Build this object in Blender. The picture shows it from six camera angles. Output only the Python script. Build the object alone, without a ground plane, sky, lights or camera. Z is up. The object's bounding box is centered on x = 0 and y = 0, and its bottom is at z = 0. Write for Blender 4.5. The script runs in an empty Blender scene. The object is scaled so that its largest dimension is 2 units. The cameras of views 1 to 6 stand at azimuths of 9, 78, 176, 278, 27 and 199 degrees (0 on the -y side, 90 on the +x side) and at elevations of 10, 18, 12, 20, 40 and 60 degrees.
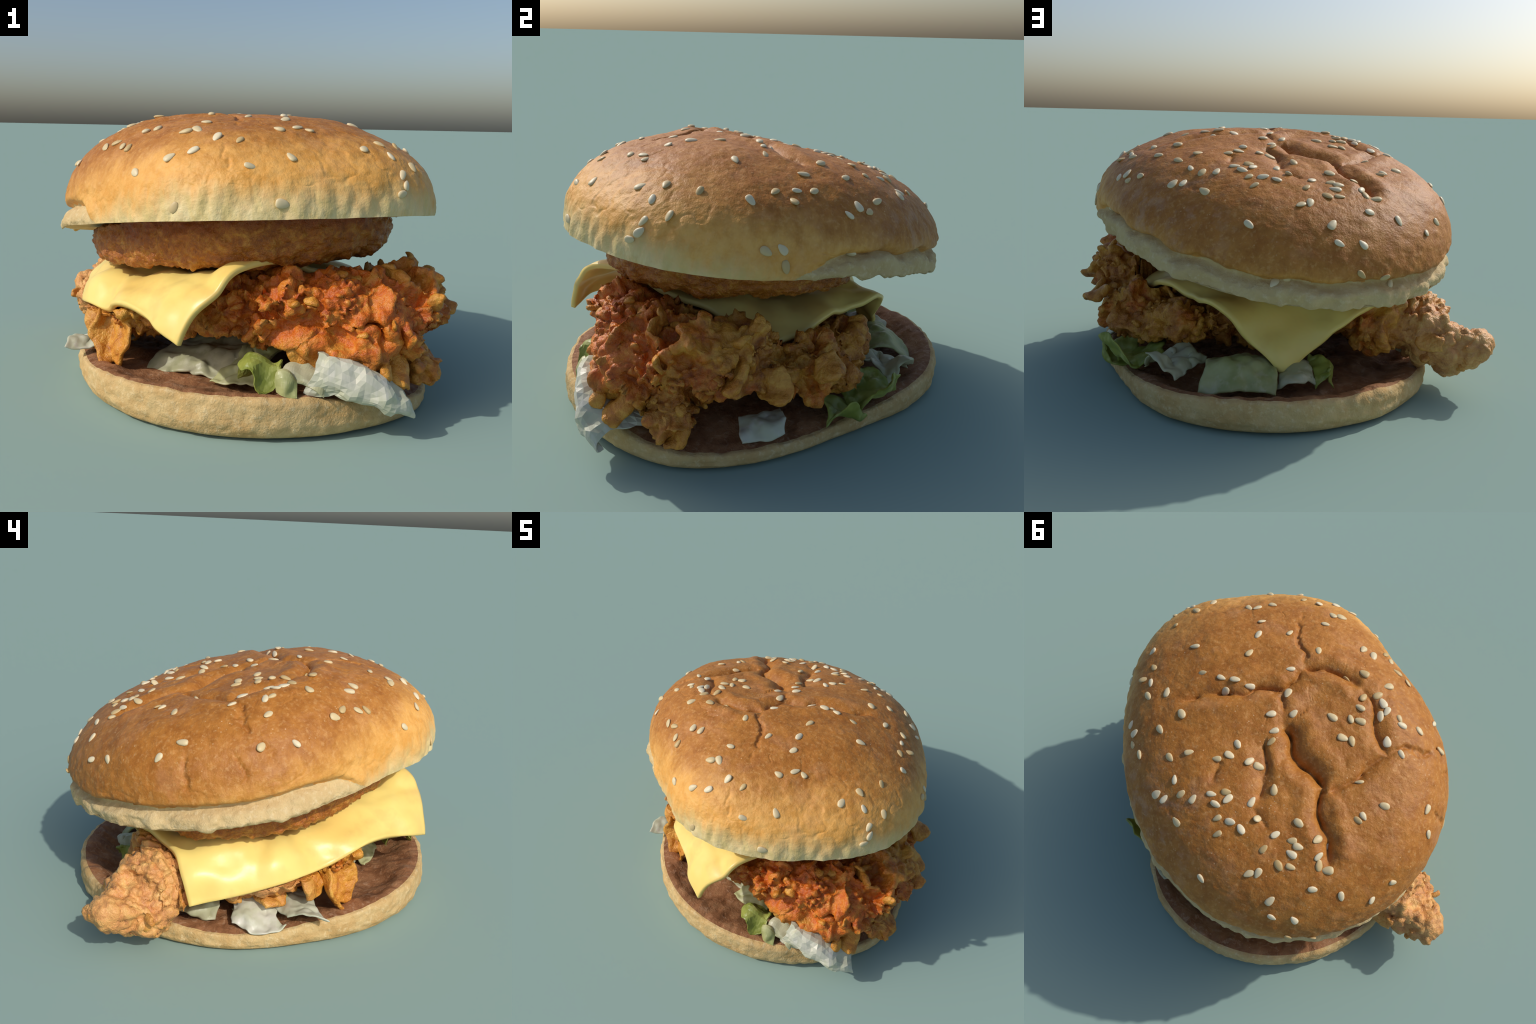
import bpy, math, random
import numpy as np
from mathutils import Matrix, Vector, Euler

random.seed(7)
RNG = np.random.default_rng(11)

# ------------------------------------------------------------------ noise
def _hash(i, j, k, seed):
    with np.errstate(over="ignore"):
        h = (i.astype(np.uint32) * np.uint32(374761393) + j.astype(np.uint32) * np.uint32(668265263)
             + k.astype(np.uint32) * np.uint32(2147483647) + np.uint32(seed * 144665 + 17))
        h = (h ^ (h >> np.uint32(13))) * np.uint32(1274126177)
        h = (h ^ (h >> np.uint32(16))) * np.uint32(2246822519)
        h = h ^ (h >> np.uint32(15))
    return h.astype(np.float64) / 4294967295.0

def vnoise(P, scale, seed=0):
    """smooth value noise, -1..1, feature size = scale"""
    Q = np.asarray(P) / scale + 1000.0
    I = np.floor(Q).astype(np.int64)
    F = Q - I
    F = F * F * F * (F * (F * 6 - 15) + 10)
    out = 0
    for a in (0, 1):
        wa = F[:, 0] if a else 1 - F[:, 0]
        for b in (0, 1):
            wb = F[:, 1] if b else 1 - F[:, 1]
            for c in (0, 1):
                wc = F[:, 2] if c else 1 - F[:, 2]
                out = out + wa * wb * wc * _hash(I[:, 0] + a, I[:, 1] + b, I[:, 2] + c, seed)
    return out * 2 - 1

def fbm(P, scale, seed=0, octaves=3):
    return sum(vnoise(P, scale / 2 ** o, seed + o) * 0.5 ** o for o in range(octaves))

def lumps(P, scale, seed=0):
    """rounded cells: 1 at a cell's middle, 0 in the creases between cells"""
    Q = np.asarray(P) / scale + 500.0
    I = np.floor(Q).astype(np.int64)
    d1 = np.full(len(Q), 9.0)
    d2 = np.full(len(Q), 9.0)
    cell = np.zeros(len(Q))
    for a in (-1, 0, 1):
        for b in (-1, 0, 1):
            for c in (-1, 0, 1):
                i, j, k = I[:, 0] + a, I[:, 1] + b, I[:, 2] + c
                C = np.stack([i + _hash(i, j, k, seed), j + _hash(i, j, k, seed + 1), k + _hash(i, j, k, seed + 2)], 1)
                d = ((Q - C) ** 2).sum(1)
                d2 = np.minimum(d2, np.maximum(d, d1))
                cell = np.where(d < d1, _hash(i, j, k, seed + 3), cell)
                d1 = np.minimum(d1, d)
    return np.clip(1 - np.sqrt(d1), 0, 1), np.sqrt(d2) - np.sqrt(d1), cell

def smooth(a, b, x):
    t = np.clip((x - a) / (b - a), 0, 1)
    return t * t * (3 - 2 * t)

# ------------------------------------------------------------------ mesh helpers
def new_object(name, verts, faces, mat, parent=None, matrix=None, flat=False):
    me = bpy.data.meshes.new(name)
    me.from_pydata([tuple(v) for v in np.asarray(verts).tolist()], [], faces if isinstance(faces, list) else faces.tolist())
    me.update()
    me.polygons.foreach_set("use_smooth", [not flat] * len(me.polygons))
    me.materials.append(mat)
    ob = bpy.data.objects.new(name, me)
    bpy.context.collection.objects.link(ob)
    if matrix is not None:
        ob.matrix_world = matrix
    if parent is not None:
        ob.parent = parent
    return ob

def normals_of(ob):
    me = ob.data
    n = np.empty(len(me.vertices) * 3)
    me.vertex_normals.foreach_get("vector", n)
    return n.reshape(-1, 3)

def coords_of(ob):
    v = np.empty(len(ob.data.vertices) * 3)
    ob.data.vertices.foreach_get("co", v)
    return v.reshape(-1, 3)

def set_coords(ob, V):
    ob.data.vertices.foreach_set("co", np.ascontiguousarray(V, dtype=np.float64).ravel())
    ob.data.update()

def ring_faces(rows, cols, wrap=True):
    f = []
    for r in range(rows - 1):
        for c in range(cols if wrap else cols - 1):
            c2 = (c + 1) % cols
            f.append((r * cols + c, r * cols + c2, (r + 1) * cols + c2, (r + 1) * cols + c))
    return f

def spline(C, n):
    """Catmull-Rom through the control points along axis 0"""
    C = np.asarray(C, float)
    k = len(C)
    E = np.concatenate([[2 * C[0] - C[1]], C, [2 * C[-1] - C[-2]]])
    t = np.linspace(0, k - 1, n)
    i = np.minimum(t.astype(int), k - 2)
    f = (t - i).reshape((-1,) + (1,) * (C.ndim - 1))
    p0, p1, p2, p3 = E[i], E[i + 1], E[i + 2], E[i + 3]
    return 0.5 * (2 * p1 + (p2 - p0) * f + (2 * p0 - 5 * p1 + 4 * p2 - p3) * f ** 2 + (3 * p1 - p0 - 3 * p2 + p3) * f ** 3)

def patch(ctrl, n, m):
    G = spline(np.asarray(ctrl, float), n)
    return spline(G.transpose(1, 0, 2), m).transpose(1, 0, 2)

def thick_sheet(name, G, thick, mat, parent, rim=0.35):
    """closed sheet of the given thickness around the grid of points G, with a rounded rim"""
    n, m, _ = G.shape
    du = np.gradient(G, axis=0)
    dv = np.gradient(G, axis=1)
    N = np.cross(du, dv)
    N /= np.linalg.norm(N, axis=2, keepdims=True) + 1e-12
    ii, jj = np.meshgrid(np.arange(n), np.arange(m), indexing="ij")
    edge = np.minimum(np.minimum(ii, n - 1 - ii), np.minimum(jj, m - 1 - jj))
    T = (thick * np.where(edge == 0, rim, np.where(edge == 1, 0.85, 1.0)) / 2)[..., None]
    V = np.concatenate([(G + N * T).reshape(-1, 3), (G - N * T).reshape(-1, 3)])
    o = n * m
    idx = np.arange(o).reshape(n, m)
    f = []
    for i in range(n - 1):
        for j in range(m - 1):
            a, b, c, d = idx[i, j], idx[i + 1, j], idx[i + 1, j + 1], idx[i, j + 1]
            f.append((int(a), int(b), int(c), int(d)))
            f.append((int(d + o), int(c + o), int(b + o), int(a + o)))
    loop = list(idx[:, 0]) + list(idx[-1, 1:]) + list(idx[-2::-1, -1]) + list(idx[0, -2:0:-1])
    for a, b in zip(loop, loop[1:] + loop[:1]):
        f.append((int(a), int(a + o), int(b + o), int(b)))
    return new_object(name, V, f, mat, parent)

# ------------------------------------------------------------------ materials
class Mat:
    """small helper around a node tree; coordinates are the object's own"""
    def __init__(self, name, rough=0.6, **inputs):
        self.m = bpy.data.materials.new(name)
        self.m.use_nodes = True
        self.t = self.m.node_tree
        self.b = self.t.nodes["Principled BSDF"]
        self.b.inputs["Roughness"].default_value = rough
        for k, v in inputs.items():
            self.b.inputs[k.replace("_", " ")].default_value = v
        self.tc = self.t.nodes.new("ShaderNodeTexCoord")
        self.obj = self.tc.outputs["Object"]

    def node(self, kind, **kw):
        n = self.t.nodes.new(kind)
        for k, v in kw.items():
            setattr(n, k, v)
        return n

    def put(self, socket, v):
        if isinstance(v, bpy.types.NodeSocket):
            self.t.links.new(v, socket)
        else:
            socket.default_value = v

    def noise(self, scale, detail=4, rough=0.6, distortion=0.0, coord=None, offset=None, stretch=None):
        n = self.node("ShaderNodeTexNoise")
        n.inputs["Scale"].default_value = scale
        n.inputs["Detail"].default_value = detail
        n.inputs["Roughness"].default_value = rough
        n.inputs["Distortion"].default_value = distortion
        c = coord or self.obj
        if offset or stretch:
            mp = self.node("ShaderNodeMapping")
            mp.inputs["Location"].default_value = offset or (0, 0, 0)
            mp.inputs["Scale"].default_value = stretch or (1, 1, 1)
            self.t.links.new(c, mp.inputs["Vector"])
            c = mp.outputs["Vector"]
        self.t.links.new(c, n.inputs["Vector"])
        return n.outputs["Fac"]

    def voronoi(self, scale, feature="F1", coord=None):
        n = self.node("ShaderNodeTexVoronoi", feature=feature)
        n.inputs["Scale"].default_value = scale
        self.t.links.new(coord or self.obj, n.inputs["Vector"])
        return n.outputs["Distance"]

    def axis(self, k, coord=None):
        s = self.node("ShaderNodeSeparateXYZ")
        self.t.links.new(coord or self.obj, s.inputs[0])
        return s.outputs[k]

    def math(self, op, a, b=0.0, c=0.0):
        n = self.node("ShaderNodeMath", operation=op)
        self.put(n.inputs[0], a)
        self.put(n.inputs[1], b)
        self.put(n.inputs[2], c)
        return n.outputs[0]

    def step(self, x, lo, hi, to_lo=0.0, to_hi=1.0):
        n = self.node("ShaderNodeMapRange", interpolation_type="SMOOTHSTEP")
        self.put(n.inputs["Value"], x)
        for k, v in (("From Min", lo), ("From Max", hi), ("To Min", to_lo), ("To Max", to_hi)):
            self.put(n.inputs[k], v)
        return n.outputs["Result"]

    def mix(self, fac, a, b, mode="MIX"):
        n = self.node("ShaderNodeMix", data_type="RGBA", blend_type=mode)
        self.put(n.inputs[0], fac)
        for s, v in ((n.inputs[6], a), (n.inputs[7], b)):
            self.put(s, v if isinstance(v, bpy.types.NodeSocket) else (*v, 1.0))
        return n.outputs[2]

    def ramp(self, x, stops):
        n = self.node("ShaderNodeValToRGB")
        e = n.color_ramp.elements
        while len(e) < len(stops):
            e.new(0.5)
        for el, (p, c) in zip(e, stops):
            el.position = p
            el.color = (*c, 1.0)
        self.put(n.inputs[0], x)
        return n.outputs[0]

    def pointiness(self):
        return self.node("ShaderNodeNewGeometry").outputs["Pointiness"]

    def color(self, c):
        self.put(self.b.inputs["Base Color"], c if isinstance(c, bpy.types.NodeSocket) else (*c, 1.0))

    def bump(self, height, strength=0.4, distance=0.01):
        n = self.node("ShaderNodeBump")
        n.inputs["Strength"].default_value = strength
        n.inputs["Distance"].default_value = distance
        self.put(n.inputs["Height"], height)
        self.put(self.b.inputs["Normal"], n.outputs[0])

# bun crust: brown crown, tan flank, pale band low down (reaching higher at the front)
def bun_crust():
    M = Mat("bun_crust", 0.52, Specular_IOR_Level=0.3)
    z, y = M.axis(2), M.axis(1)
    patch_n = M.noise(4.5, 5, 0.65)
    fine = M.noise(55, 3, 0.6)
    mottle = M.noise(13, 5, 0.7, offset=(1, 5, 2), distortion=0.3)
    streak = M.noise(26, 5, 0.65, stretch=(1, 1, 0.22))
    zz = M.math("ADD", z, M.math("MULTIPLY", M.math("SUBTRACT", patch_n, 0.5), 0.22))
    zz = M.math("ADD", zz, M.math("MULTIPLY", M.math("SUBTRACT", streak, 0.5), 0.16))
    zz = M.math("SUBTRACT", zz, M.step(y, -0.2, 0.9, -0.01, -0.075))
    zz = M.math("ADD", zz, M.step(M.axis(0), -0.35, -0.65, 0.0, 0.06))
    brown = M.mix(M.step(mottle, 0.3, 0.7), (0.33, 0.115, 0.016), (0.46, 0.185, 0.032))
    tan = M.mix(M.step(mottle, 0.3, 0.7), (0.67, 0.31, 0.058), (0.78, 0.42, 0.115))
    pale = M.mix(M.step(streak, 0.3, 0.7), (0.64, 0.49, 0.20), (0.76, 0.63, 0.34))
    col = M.mix(M.step(zz, 0.08, 0.30), tan, brown)
    col = M.mix(M.step(zz, -0.09, 0.06), pale, col)
    peach = M.step(M.noise(7, 4, 0.65, offset=(8, 3, 4)), 0.52, 0.68)
    col = M.mix(M.math("MULTIPLY", peach, 0.14), col, (0.68, 0.36, 0.20))
    col = M.mix(M.math("MULTIPLY", M.step(fine, 0.5, 0.72), 0.26), col, (0.76, 0.46, 0.18))
    flecks = M.math("MULTIPLY", M.step(M.voronoi(38), 0.16, 0.07), M.step(M.noise(4, 2), 0.42, 0.6))
    col = M.mix(M.math("MULTIPLY", flecks, M.step(z, 0.15, 0.3, 0, 0.6)), col, (0.74, 0.50, 0.27))
    flour = M.math("MULTIPLY", M.step(M.noise(9, 4, 0.7, offset=(3, 1, 2)), 0.48, 0.68), M.step(y, 0.55, 0.85))
    flour = M.math("MULTIPLY", flour, M.step(M.axis(0), 0.05, 0.3))
    col = M.mix(M.math("MULTIPLY", flour, 0.16), col, (0.62, 0.55, 0.5))
    M.color(col)
    M.bump(M.math("ADD", M.noise(90, 4, 0.6), M.math("MULTIPLY", M.noise(22, 4, 0.7), 1.6)), 0.35, 0.008)
    return M.m

def dough(name, a, b, c, rough=0.75):
    M = Mat(name, rough, Specular_IOR_Level=0.25)
    n1 = M.noise(7, 5, 0.65)
    n2 = M.noise(40, 4, 0.65)
    col = M.mix(M.step(n1, 0.35, 0.65), a, b)
    col = M.mix(M.math("MULTIPLY", M.step(n2, 0.5, 0.7), 0.6), col, c)
    M.color(col)
    M.bump(M.math("ADD", n2, M.noise(110, 3)), 0.5, 0.008)
    return M.m

def toasted():
    M = Mat("toasted_crumb", 0.7, Specular_IOR_Level=0.3)
    n1 = M.noise(9, 5, 0.65, distortion=0.4)
    n2 = M.noise(28, 4, 0.7, stretch=(1, 1, 3), distortion=0.6)
    col = M.ramp(n1, [(0.3, (0.17, 0.065, 0.024)), (0.5, (0.29, 0.13, 0.055)), (0.72, (0.41, 0.22, 0.105))])
    col = M.mix(M.math("MULTIPLY", M.step(n2, 0.52, 0.68), 0.5), col, (0.50, 0.32, 0.20))
    M.color(col)
    M.bump(M.math("ADD", n2, M.noise(70, 4)), 0.5, 0.01)
    return M.m

def chicken_crust(name, golden=0.0):
    M = Mat(name, 0.44, Specular_IOR_Level=0.4)
    x, y, z = M.axis(0), M.axis(1), M.axis(2)
    n1 = M.noise(6, 5, 0.65)
    n2 = M.noise(15, 5, 0.68, distortion=0.6)
    n3 = M.noise(60, 3, 0.6)
    red = M.ramp(n2, [(0.3, (0.30, 0.045, 0.006)), (0.5, (0.56, 0.12, 0.009)), (0.7, (0.66, 0.24, 0.028))])
    gold = M.ramp(n2, [(0.3, (0.36, 0.11, 0.012)), (0.5, (0.58, 0.25, 0.03)), (0.7, (0.72, 0.39, 0.07))])
    olive = M.ramp(n2, [(0.3, (0.22, 0.062, 0.010)), (0.5, (0.43, 0.15, 0.022)), (0.7, (0.60, 0.29, 0.055))])
    pink = M.ramp(n2, [(0.3, (0.46, 0.19, 0.075)), (0.5, (0.64, 0.31, 0.10)), (0.7, (0.76, 0.46, 0.16))])
    front = M.math("MULTIPLY", M.step(M.math("ADD", y, M.math("MULTIPLY", n1, 0.25)), -0.18, -0.40), M.step(x, -0.05, 0.12))
    front = M.math("MULTIPLY", front, M.step(M.math("ADD", z, M.math("MULTIPLY", n1, 0.2)), 0.36, 0.46))
    right = M.step(M.math("ADD", x, M.math("MULTIPLY", n1, 0.2)), 0.86, 0.98)
    col = M.mix(M.step(n1, 0.42, 0.6), olive, gold)
    col = M.mix(M.math("MULTIPLY", M.step(M.noise(5, 4, 0.6, offset=(9, 2, 5)), 0.50, 0.60), 0.7 - golden), col, red)
    tips = M.math("MULTIPLY", M.step(M.noise(11, 4, 0.6, offset=(2, 7, 1)), 0.55, 0.63), 0.8)
    front = M.math("MULTIPLY", front, M.math("SUBTRACT", 1.0, tips))
    col = M.mix(M.math("MULTIPLY", front, 0.92 - golden), col, red)
    col = M.mix(M.step(x, -0.52, -0.68), col, pink)
    col = M.mix(M.math("MULTIPLY", M.step(M.pointiness(), 0.54, 0.64), 0.5), col, (0.72, 0.36, 0.055))
    if golden:
        col = M.mix(golden, col, gold)
    col = M.mix(M.math("MULTIPLY", M.step(n3, 0.55, 0.75), 0.18), col, (0.72, 0.42, 0.11))
    M.color(col)
    M.bump(M.math("ADD", n3, M.noise(26, 4, 0.7)), 0.6, 0.014)
    return M.m

def patty_crust():
    M = Mat("patty_crust", 0.3, Specular_IOR_Level=0.5)
    z = M.axis(2)
    n1 = M.noise(8, 5, 0.65)
    n2 = M.noise(20, 6, 0.78, distortion=0.4)
    col = M.ramp(n2, [(0.3, (0.17, 0.038, 0.004)), (0.5, (0.39, 0.115, 0.010)), (0.7, (0.66, 0.32, 0.05))])
    col = M.mix(M.math("MULTIPLY", M.step(n1, 0.45, 0.62), 0.45), col, (0.48, 0.15, 0.011))
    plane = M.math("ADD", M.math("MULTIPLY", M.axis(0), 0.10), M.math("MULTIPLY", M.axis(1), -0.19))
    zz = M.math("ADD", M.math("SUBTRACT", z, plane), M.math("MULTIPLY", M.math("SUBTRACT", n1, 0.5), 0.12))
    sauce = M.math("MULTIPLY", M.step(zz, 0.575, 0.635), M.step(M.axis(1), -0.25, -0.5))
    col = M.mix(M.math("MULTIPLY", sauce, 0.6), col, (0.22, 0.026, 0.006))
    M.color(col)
    M.bump(M.math("ADD", n2, M.noise(110, 3)), 0.7, 0.012)
    return M.m

def cheese_mat():
    M = Mat("processed_cheese", 0.36, Specular_IOR_Level=0.45)
    M.b.inputs["Subsurface Weight"].default_value = 0.12
    M.b.inputs["Subsurface Radius"].default_value = (0.05, 0.03, 0.01)
    n1 = M.noise(4, 3, 0.5)
    zz = M.math("ADD", M.axis(2), M.math("MULTIPLY", M.math("SUBTRACT", n1, 0.5), 0.15))
    col = M.mix(M.step(n1, 0.35, 0.65), (0.86, 0.68, 0.21), (0.84, 0.60, 0.17))
    orange_patch = M.step(M.noise(5, 4, 0.6, offset=(4, 2, 7)), 0.52, 0.68)
    col = M.mix(M.math("MULTIPLY", orange_patch, 0.30), col, (0.66, 0.40, 0.13))
    M.color(col)
    M.bump(M.noise(14, 3), 0.15, 0.01)
    return M.m

def lettuce_mat(name, a, b, c):
    M = Mat(name, 0.4, Specular_IOR_Level=0.45)
    n1 = M.noise(5, 4, 0.6)
    n2 = M.noise(22, 4, 0.6, stretch=(1, 1, 0.4))
    col = M.mix(M.step(n1, 0.38, 0.62), a, b)
    col = M.mix(M.math("MULTIPLY", M.step(n2, 0.5, 0.7), 0.6), col, c)
    M.color(col)
    M.bump(n2, 0.3, 0.01)
    tr = M.node("ShaderNodeBsdfTranslucent")
    M.t.links.new(col, tr.inputs["Color"])
    mx = M.node("ShaderNodeMixShader")
    mx.inputs[0].default_value = 0.18
    M.t.links.new(M.b.outputs[0], mx.inputs[1])
    M.t.links.new(tr.outputs[0], mx.inputs[2])
    M.t.links.new(mx.outputs[0], M.t.nodes["Material Output"].inputs["Surface"])
    return M.m

def seed_mat():
    M = Mat("sesame_hull", 0.45, Specular_IOR_Level=0.4)
    rnd = M.node("ShaderNodeObjectInfo").outputs["Random"]
    col = M.ramp(rnd, [(0.0, (0.52, 0.36, 0.15)), (0.35, (0.65, 0.52, 0.29)), (1.0, (0.74, 0.65, 0.45))])
    col = M.mix(M.math("MULTIPLY", M.step(M.noise(60, 3), 0.5, 0.7), 0.35), col, (0.52, 0.42, 0.24))
    M.color(col)
    return M.m

MAT_CRUST = bun_crust()
MAT_DOUGH = dough("pale_dough", (0.56, 0.40, 0.19), (0.62, 0.47, 0.24), (0.70, 0.57, 0.34))
MAT_BASE = dough("heel_crust", (0.52, 0.33, 0.13), (0.60, 0.43, 0.20), (0.70, 0.56, 0.32))
MAT_TOAST = toasted()
MAT_CHICKEN = chicken_crust("fried_crust")
MAT_FLAKE = chicken_crust("golden_flake_crust", 0.55)
MAT_PATTY = patty_crust()
MAT_CHEESE = cheese_mat()
MAT_WHITE = lettuce_mat("white_lettuce", (0.60, 0.61, 0.44), (0.69, 0.67, 0.56), (0.76, 0.73, 0.66))
MAT_PALE = lettuce_mat("pale_lettuce", (0.42, 0.42, 0.24), (0.52, 0.50, 0.33), (0.60, 0.58, 0.42))
MAT_LIME = lettuce_mat("lime_lettuce", (0.36, 0.38, 0.14), (0.50, 0.50, 0.24), (0.60, 0.58, 0.36))
MAT_GREEN = lettuce_mat("green_lettuce", (0.21, 0.25, 0.035), (0.36, 0.39, 0.08), (0.52, 0.53, 0.20))
MAT_SEED = seed_mat()

# ------------------------------------------------------------------ root
root = bpy.data.objects.new("chicken_burger", None)
bpy.context.collection.objects.link(root)
root["label"] = "fried chicken burger with cheese, lettuce and sesame bun"
root["category"] = "burger"

def harmonics(c, t):
    r = np.full_like(t, c[0])
    for k in range(1, (len(c) - 1) // 2 + 1):
        r = r + c[2 * k - 1] * np.cos(k * t) + c[2 * k] * np.sin(k * t)
    return r

# ------------------------------------------------------------------ crown (top bun)
# The frame's origin lies under the highest point, at the level of the widest ring; it leans with the bun.
CROWN_AT = Vector((0.052, -0.326, 0.7925))
CROWN = Matrix.Translation(CROWN_AT) @ Matrix.Rotation(-0.0871, 4, "Y") @ Matrix.Rotation(-0.221, 4, "X")
CROWN_H = 0.4107
RADIUS = (0.8297, -0.0024, 0.3433, -0.0509, -0.0808, 0.0337, 0.0011, 0.0129, -0.0042)
DEPTH = (0.047, 0.0157, -0.0512, 0.0117, -0.0043)

# creases baked into the crown, as polylines in world space: (points, depth, width, lopsidedness)
CREASES = [
    ([(.46, .09, 1.12), (.36, .04, 1.14), (.22, 0, 1.16), (.15, -.05, 1.17), (.04, -.09, 1.17), (-.02, -.22, 1.18)], .034, .020),
    ([(-.02, -.22, 1.18), (-.12, -.25, 1.18), (-.22, -.24, 1.17), (-.29, -.22, 1.16)], .036, .020),
    ([(-.29, -.22, 1.16), (-.39, -.15, 1.14), (-.43, -.02, 1.12), (-.51, .06, 1.09)], .020, .020),
    ([(.04, -.06, 1.17), (0, .01, 1.15), (-.02, .09, 1.14)], .022, .018),
    ([(-.02, .09, 1.14), (-.06, .12, 1.13), (-.11, .21, 1.11), (-.21, .25, 1.10), (-.29, .30, 1.08)], .060, .026),
    ([(-.29, .30, 1.08), (-.28, .35, 1.07), (-.32, .45, 1.03), (-.37, .51, .99), (-.40, .59, .95)], .045, .022),
    ([(-.30, .32, 1.07), (-.39, .24, 1.08), (-.45, .15, 1.09), (-.51, .06, 1.09)], .026, .018),
    ([(.04, .18, 1.13), (-.01, .32, 1.10), (-.02, .45, 1.06)], .026, .026),
    ([(.20, .34, 1.09), (.20, .44, 1.06)], .014, .030),
    ([(-.01, .49, 1.04), (-.10, .55, 1.02)], .012, .018),
]
CRACKS = [
    ([(.10, -.58, 1.14), (.07, -.37, 1.18), (.01, -.30, 1.18), (-.02, -.22, 1.18)], .014, .010),
    ([(-.51, .06, 1.09), (-.57, -.01, 1.08), (-.67, -.04, 1.02), (-.71, -.12, .97), (-.74, -.20, .88)], .017, .011),
    ([(-.76, .17, .92), (-.81, .17, .85), (-.84, .14, .76)], .015, .010),
    ([(-.77, -.02, .93), (-.79, -.06, .87), (-.80, -.09, .82)], .013, .009),
    ([(.09, -.73, 1.07), (.11, -.83, .99), (.12, -.86, .94)], .010, .010),
]

def dist_polyline(P, pts, fade=0.25):
    """distance to a smooth curve through pts, and a weight that fades towards both of its ends"""
    best = np.full(len(P), 9.0)
    along = np.zeros(len(P))
    pts = spline(np.array(pts, float), len(pts) * 5)
    for i, (a, b) in enumerate(zip(pts[:-1], pts[1:])):
        ab = b - a
        t = np.clip(((P - a) @ ab) / (ab @ ab + 1e-12), 0, 1)
        d = np.linalg.norm(P - a - t[:, None] * ab, axis=1)
        along = np.where(d < best, (i + t) / (len(pts) - 1), along)
        best = np.minimum(best, d)
    return best, smooth(-0.08, fade, along) * smooth(1.08, 1 - fade, along)

COLS = 800
TH = np.linspace(0, 2 * np.pi, COLS, endpoint=False)
LIP_MID = math.radians(112)          # the torn lip runs around the back, centred on this direction

def crown_rows():
    R = harmonics(RADIUS, TH)
    zb = -harmonics(DEPTH, TH) + 0.020 * np.exp(-(((TH - math.radians(42) + math.pi) % (2 * math.pi) - math.pi) / 0.5) ** 2) + 0.006 * smooth(1.5, 1.2, np.abs((TH - LIP_MID + math.pi) % (2 * math.pi) - math.pi)) - 0.022 * np.exp(-(((TH + math.pi / 2 + math.pi) % (2 * math.pi) - math.pi) / 1.05) ** 2)
    ts = np.concatenate([np.linspace(0.012, 0.85, 150), np.linspace(0.852, 1.0, 60)])
    rows = []
    for t in ts:
        u = math.sin(t * math.pi / 2)
        z = CROWN_H * max(0.0, 1 - u ** 2.642) ** (1 / 2.2419)
        zz = z * (1 - 0.1278 * np.cos(TH) * u + 0.3059 * np.sin(TH) * u)
        rows.append(np.stack([R * u * np.cos(TH) - 0.0705 * z, R * u * np.sin(TH) + 0.0678 * z, zz], 1))
    top = np.array(rows)
    # keep the flank above the bottom rim
    floor = zb + 0.004
    top[..., 2] = floor + np.logaddexp(0, (top[..., 2] - floor) / 0.012) * 0.012
    low = []
    z1 = top[-1, :, 2]
    for s in np.linspace(0.1, 1, 14):
        k = 1 - 0.015 * s ** 2
        low.append(np.stack([R * k * np.cos(TH), R * k * np.sin(TH), z1 * (1 - s) + zb * s], 1))
    return top, np.array(low), R, zb

top, low, R_CROWN, ZB = crown_rows()
lip = smooth(1.60, 1.25, np.abs((TH - LIP_MID + math.pi) % (2 * math.pi) - math.pi))   # 1 around the back, 0 at the front
lip_h = 0.075 * lip
skin = np.concatenate([top, low])
rows_n = len(skin)
flat = skin.reshape(-1, 3)
lipw = np.tile(lip, rows_n)
height = flat[:, 2] - np.tile(ZB, rows_n)
wob = 0.012 * vnoise(flat, 0.12, 3)
rad = np.linalg.norm(flat[:, :2], axis=1, keepdims=True)
out = flat[:, :2] / np.maximum(rad, 1e-6)
# pinched seam above the torn lip
pinch = np.exp(-((height - 0.084 * np.sqrt(lipw) - wob) / 0.022) ** 2) * lipw * 0.055 * smooth(0.25, 0.4, rad[:, 0])
flat[:, :2] -= out * pinch[:, None]
flat[:, :2] -= out * (0.008 * lipw * smooth(0.075, 0.045, height) * (rad[:, 0] > 0.4))[:, None]
# the flap that sticks out at the left front
ang = np.tile(TH, rows_n)
flap = np.exp(-(((ang - math.radians(172) + math.pi) % (2 * math.pi) - math.pi) / 0.42) ** 2) * np.exp(-((height - 0.015) / 0.032) ** 2) * 0.022
flat[:, :2] += out * flap[:, None]
flat[:, 2] -= flap * 0.2
SKIN_FACES = ring_faces(rows_n, COLS)
faces = [tuple(reversed(f)) for f in SKIN_FACES]
pole = len(flat)
verts = np.concatenate([flat, [[-0.0705 * CROWN_H, 0.0678 * CROWN_H, CROWN_H]]])
faces += [(pole, i, (i + 1) % COLS) for i in range(COLS)]
crown = new_object("bun_crown", verts, faces, MAT_CRUST)
V = coords_of(crown)
N = normals_of(crown)
Mw = np.array(CROWN)
W = V @ Mw[:3, :3].T + Mw[:3, 3]
D = 0.006 * fbm(W, 0.22, 1, 3) + 0.0016 * fbm(W, 0.03, 5, 2)
wander = np.stack([vnoise(W, 0.05, s) for s in (31, 32, 33)], 1)
groove = np.zeros(len(W))
swell = np.zeros(len(W))
for pts, depth, width in CREASES:
    d, w = dist_polyline(W + 0.010 * wander, pts, 0.12)
    # a sharp fold in the middle of a soft, wide dip: the crust on both sides is pillowy
    groove = np.minimum(groove, -1.1 * depth * w * (1.0 * np.exp(-d / (0.33 * width)) + 0.42 * np.exp(-(d / (1.5 * width)) ** 2)))
    swell = np.maximum(swell, depth * w * 0.22 * np.exp(-((d - 3.6 * width) / (1.8 * width)) ** 2))
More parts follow.
